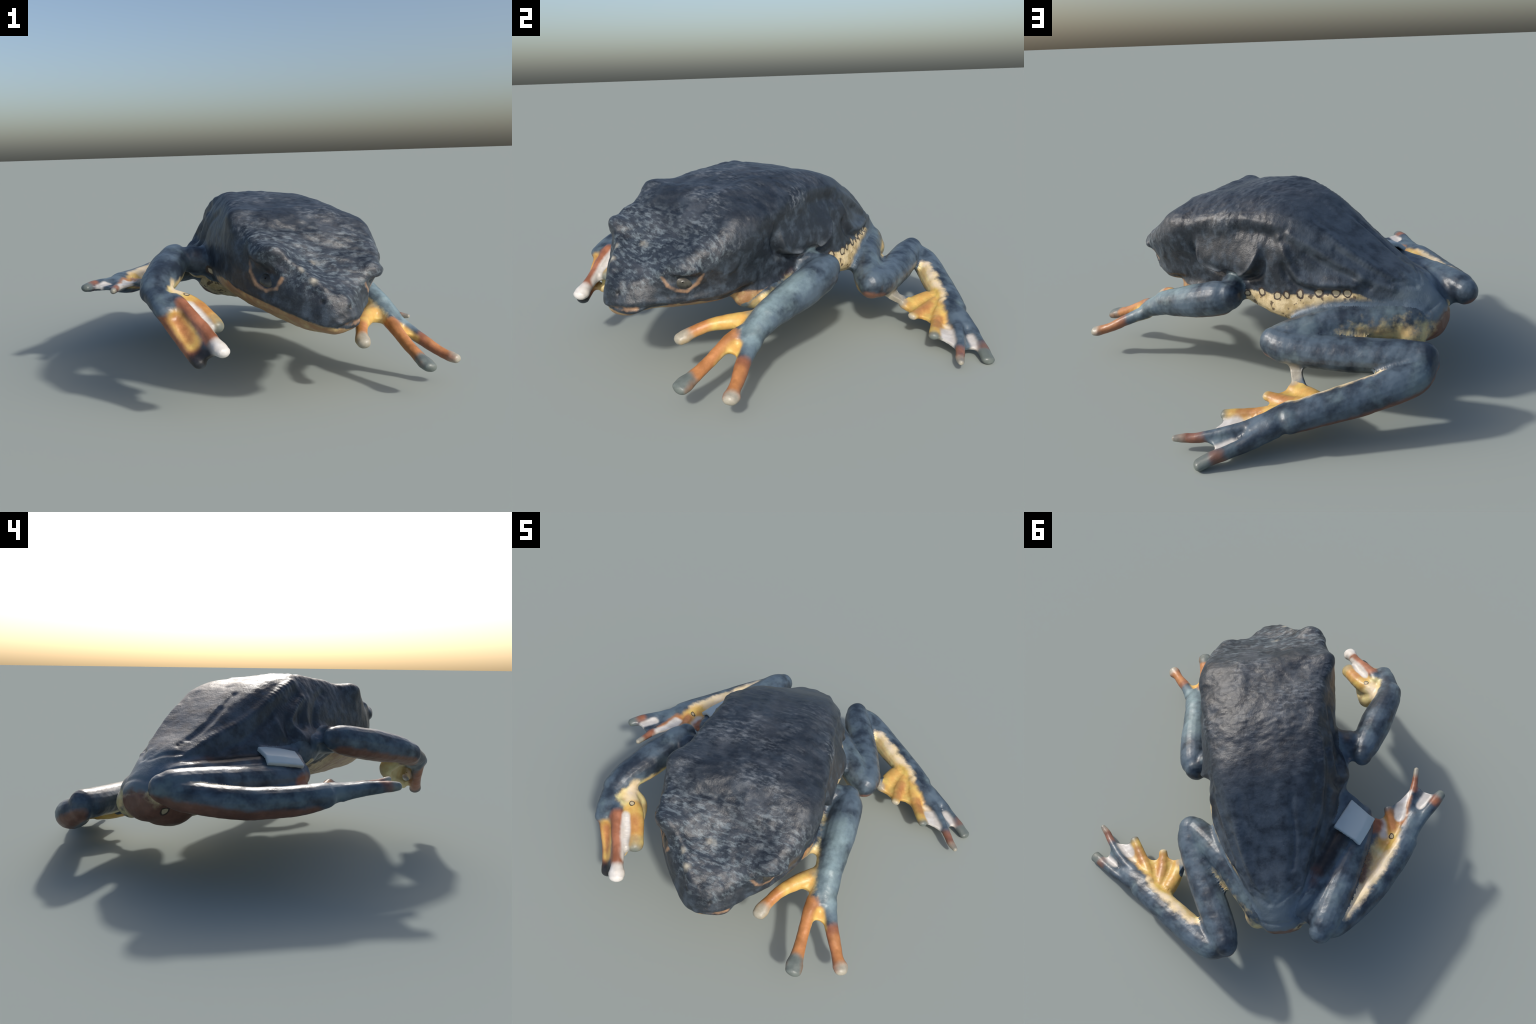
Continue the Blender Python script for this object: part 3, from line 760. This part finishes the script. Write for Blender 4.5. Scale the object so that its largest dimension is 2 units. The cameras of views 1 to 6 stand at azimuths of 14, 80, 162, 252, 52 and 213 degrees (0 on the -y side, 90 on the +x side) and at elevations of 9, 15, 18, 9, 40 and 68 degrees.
def skin_material(name, Qp, trunk, part):
    m = bpy.data.materials.new(name)
    m.use_nodes = True
    g = Graph(m)
    bsdf = m.node_tree.nodes["Principled BSDF"]
    co = g.node("ShaderNodeTexCoord").outputs["Object"]
    rel = g.vec("SUBTRACT", co, tuple(ORG))
    cmb = g.node("ShaderNodeCombineXYZ")
    for k, ax in enumerate((LEFT, FWD, UP)):
        g.put(cmb.inputs[k], g.vec("DOT_PRODUCT", rel, tuple(ax)))
    P = cmb.outputs[0]
    sep = g.node("ShaderNodeSeparateXYZ")
    g.put(sep.inputs[0], P)
    a_, s_, h_ = sep.outputs
    big = g.noise(P, 6.0, 4, .6)
    mid = g.noise(g.vec("ADD", P, (3.1, 1.7, .4)), 17.0, 5, .62)
    fine = g.noise(P, 70.0, 5, .65)
    rag = g.math("SUBTRACT", g.noise(g.vec("ADD", P, (.3, 5.2, 2.2)), 24.0, 4, .6), .5)
    # dark mottled ground colour
    if trunk:
        ground = g.mix(g.smooth(mid, .28, .66), INK["slate_dark"], INK["slate"])
        streak = g.node("ShaderNodeMapping")
        streak.inputs["Scale"].default_value = (.55, 1.5, 1.0)
        g.put(streak.inputs["Vector"], P)
        fleck = g.noise(streak.outputs[0], 46.0, 6, .68)
        painted_sheen = g.math("MULTIPLY", g.smooth(fleck, .42, .72), g.smooth(s_, -.3, .05))  # highlights on the fore back, painted in as pale flecks
        cluster = g.smooth(g.noise(g.vec("ADD", P, (4.4, .8, 1.3)), 5.5, 3, .55), .42, .62)
        painted_sheen = g.math("MULTIPLY", painted_sheen, g.math("MULTIPLY_ADD", cluster, .85, .15))
        up = g.smooth(h_, .06, .2)
        ground = g.mix(g.math("MULTIPLY", painted_sheen, g.math("MULTIPLY", up, .75)), ground, INK["slate_pale"])
        warm = g.math("MULTIPLY", g.smooth(big, .45, .65), g.smooth(s_, -.28, .0))
        ground = g.mix(g.math("MULTIPLY", warm, .35), ground, (.082, .09, .105))
        rear = g.math("MULTIPLY", g.smooth(s_, -.1, -.4), g.smooth(mid, .15, .75))
        ground = g.mix(g.math("MULTIPLY", rear, .75), ground, (.075, .10, .13))
        rump = g.smooth(g.math("ADD", s_, g.math("MULTIPLY", rag, .12)), -.66, -.78)
        ground = g.mix(g.math("MULTIPLY", rump, .8), ground, (.15, .195, .225))
        crown = g.math("MULTIPLY", g.smooth(s_, .5, .62), g.smooth(fleck, .46, .66))
        ground = g.mix(g.math("MULTIPLY", crown, .5), ground, (.2, .25, .28))
        def line_height(table):
            edge = g.node("ShaderNodeValToRGB")
            els = edge.color_ramp.elements
            for _ in table[2:]:
                els.new(.5)
            for e, (s0, h0) in zip(els, table):
                e.position = (s0 + 1) / 2
                e.color = (h0 + .5,) * 3 + (1,)
            g.put(edge.inputs[0], g.math("MULTIPLY_ADD", s_, .5, .5))
            return g.math("SUBTRACT", edge.outputs[0], .5)

        blotch = g.smooth(g.noise(g.vec("ADD", P, (.9, .2, 7.0)), 4.5, 3, .5), .46, .6)
        ground = g.mix(g.math("MULTIPLY", g.math("MULTIPLY", blotch, g.smooth(s_, -.3, .1)), .5), ground, INK["slate_dark"])
        flank = g.math("SUBTRACT", line_height(BACK_EDGE), h_)
        flank = g.math("ADD", flank, g.math("MULTIPLY", rag, .05))
        band = g.math("MULTIPLY", g.smooth(flank, .0, .03), g.smooth(s_, -.45, -.25))
        ground = g.mix(g.math("MULTIPLY", band, .85), ground, g.mix(g.smooth(mid, .45, .7), INK["dusk"], (.055, .075, .1)))
        depth = g.math("SUBTRACT", line_height(BELLY_EDGE), h_)
        drop = g.math("MULTIPLY", g.smooth(a_, -.2, -.28), g.smooth(s_, .3, .1))
        depth = g.math("SUBTRACT", depth, g.math("MULTIPLY", drop, .1))
        depth = g.math("ADD", depth, g.math("MULTIPLY", rag, .03))
        spots = g.noise(P, 30.0, 3, .5)
        under = g.mix(g.smooth(mid, .35, .65), INK["belly"], INK["pale"])
        under = g.mix(g.math("MULTIPLY", g.smooth(spots, .57, .63), .85), under, (.07, .04, .025))
        throat = g.mix(g.smooth(mid, .4, .7), INK["throat"], INK["belly"])
        under = g.mix(g.smooth(s_, .05, .35), under, throat)
        col = g.mix(g.smooth(depth, .0, .012), ground, under)
    else:
        soft = g.noise(g.vec("ADD", P, (7.7, 2.1, .6)), 10.0, 4, .55)
        col = g.mix(g.smooth(soft, .32, .64), INK["blue_dark"], INK["blue"])
        col = g.mix(g.math("MULTIPLY", g.smooth(big, .5, .72), .55), col, INK["sage"])
    fringe = g.math("MULTIPLY", rag, 1.0)
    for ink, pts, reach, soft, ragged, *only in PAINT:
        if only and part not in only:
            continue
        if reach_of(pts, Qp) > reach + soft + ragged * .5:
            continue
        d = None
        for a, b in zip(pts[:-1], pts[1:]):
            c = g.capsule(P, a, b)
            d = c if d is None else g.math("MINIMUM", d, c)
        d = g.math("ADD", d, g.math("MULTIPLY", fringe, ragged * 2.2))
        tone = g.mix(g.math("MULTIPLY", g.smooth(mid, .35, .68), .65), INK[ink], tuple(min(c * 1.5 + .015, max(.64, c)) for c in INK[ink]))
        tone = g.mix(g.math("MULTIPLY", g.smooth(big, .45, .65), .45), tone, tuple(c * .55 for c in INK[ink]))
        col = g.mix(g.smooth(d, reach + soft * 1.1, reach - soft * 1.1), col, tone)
    for c, r in RINGED:
        if reach_of([c, c], Qp) > r * 2:
            continue
        d = g.math("ADD", g.vec("DISTANCE", P, c), g.math("MULTIPLY", rag, r * 1.5))
        col = g.mix(g.smooth(d, r * 1.25, r * 1.0), col, (.05, .034, .026))
        col = g.mix(g.smooth(d, r * .85, r * .6), col, (.50, .42, .27))
    g.put(bsdf.inputs["Base Color"], col)
    g.put(bsdf.inputs["Roughness"], g.math("MULTIPLY_ADD", mid, .25, .31 if trunk else .25))
    bsdf.inputs["Specular IOR Level"].default_value = .42
    bp = g.node("ShaderNodeBump")
    bp.inputs["Strength"].default_value = .3 if trunk else .14
    bp.inputs["Distance"].default_value = .006
    g.put(bp.inputs["Height"], g.math("ADD", fine, g.math("MULTIPLY", g.noise(P, 150.0, 3, .6), .5)))
    g.put(bsdf.inputs["Normal"], bp.outputs[0])
    return m


def flat_material(name, inner, outer, rough, scale=40.0):
    """Two inks mixed by noise, for the small separate pieces."""
    m = bpy.data.materials.new(name)
    m.use_nodes = True
    g = Graph(m)
    b = m.node_tree.nodes["Principled BSDF"]
    co = g.node("ShaderNodeTexCoord").outputs["Object"]
    g.put(b.inputs["Base Color"], g.mix(g.smooth(g.noise(co, scale, 4), .38, .62), inner, outer))
    b.inputs["Roughness"].default_value = rough
    return m


for k, (nm, sd) in enumerate(names):
    ids = np.where(fl == k)[0]
    if not len(ids):
        continue
    used = np.unique(np.concatenate([FACES[i] for i in ids]))
    remap = np.full(nv, -1)
    remap[used] = np.arange(len(used))
    m = bpy.data.meshes.new(nm)
    m.from_pydata(V[used].tolist(), [], [remap[FACES[i]].tolist() for i in ids])
    m.polygons.foreach_set("use_smooth", [True] * len(m.polygons))
    m.normals_split_custom_set_from_vertices(V_N[used].tolist())
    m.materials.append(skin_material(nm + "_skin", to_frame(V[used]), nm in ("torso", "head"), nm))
    ob = bpy.data.objects.new(nm, m)
    bpy.context.scene.collection.objects.link(ob)
    parts[nm, sd] = ob
for (nm, sd), ob in parts.items():
    if nm == "finger":
        ob.parent = parts["hand", sd[:-1]]
    elif nm == "toe":
        ob.parent = parts["foot", sd[:-1]]
    else:
        ob.parent = root

# ------------------------------------------------------------------ eyes: half-closed, a bead under a pale lower lid
eye_mat = flat_material("eye_lens", (.018, .019, .018), (.06, .06, .05), .3, 25.0)


def solid(name, verts, faces, mat):
    m = bpy.data.meshes.new(name)
    m.from_pydata([tuple(map(float, v)) for v in verts], [], fix_orientation(verts, faces))
    m.polygons.foreach_set("use_smooth", [True] * len(m.polygons))
    m.materials.append(mat)
    ob = bpy.data.objects.new(name, m)
    bpy.context.scene.collection.objects.link(ob)
    return ob


skin_tree = BVHTree.FromPolygons([Vector(v) for v in V], [f.tolist() for f in FACES])


# the eye is a shallow lens set into the skin, long axis along the lid
for lid, centre in ((LID_LEFT, (.165, .71, .016)), (LID_RIGHT, (-.343, .706, .0))):
    loc, nor, _, _ = skin_tree.find_nearest(Vector(W(*centre)))
    along = Vector(from_frame(np.array(lid[-2])) - from_frame(np.array(lid[1])))
    along = (along - nor * along.dot(nor)).normalized()
    across = nor.cross(along)
    base, faces = mass_mesh((0, 0, 0), (1, 1, 1))
    pts = [np.array(loc - nor * .006 + along * (q[1] * .05) + across * (q[0] * .03) + nor * (q[2] * .012))
           for q in to_frame(np.array(base))]
    eye = solid("eye", pts, faces, eye_mat)
    eye.parent = root

# ------------------------------------------------------------------ the flap over the knee
slab_v, slab_f = [], []
for e0, e1 in FLAP:
    v_, f_, _ = web_mesh(e0, e1, .016, 0.0)
    f_ = fix_orientation(v_, f_)
    slab_f += [tuple(k + len(slab_v) for k in f) for f in f_]
    slab_v += [tuple(map(float, v)) for v in v_]
sv, sn, st, ss, si, se = remeshed(slab_v, slab_f, .004)
sdeg = np.bincount(se.ravel(), minlength=len(sv)).astype(float)[:, None]
for _ in range(6):
    acc = np.zeros_like(sv)
    for k in range(3):
        acc[:, k] = np.bincount(se[:, 0], sv[se[:, 1], k], len(sv)) + np.bincount(se[:, 1], sv[se[:, 0], k], len(sv))
    sv = sv + .5 * (acc / sdeg - sv)
flap = solid("skin_flap", list(sv), [tuple(int(x) for x in si[a:a + n]) for a, n in zip(ss, st)],
             flat_material("dried_skin", INK["paper"], tuple(c * 1.15 for c in INK["paper"]), .5, 6.0))
flap.parent = root
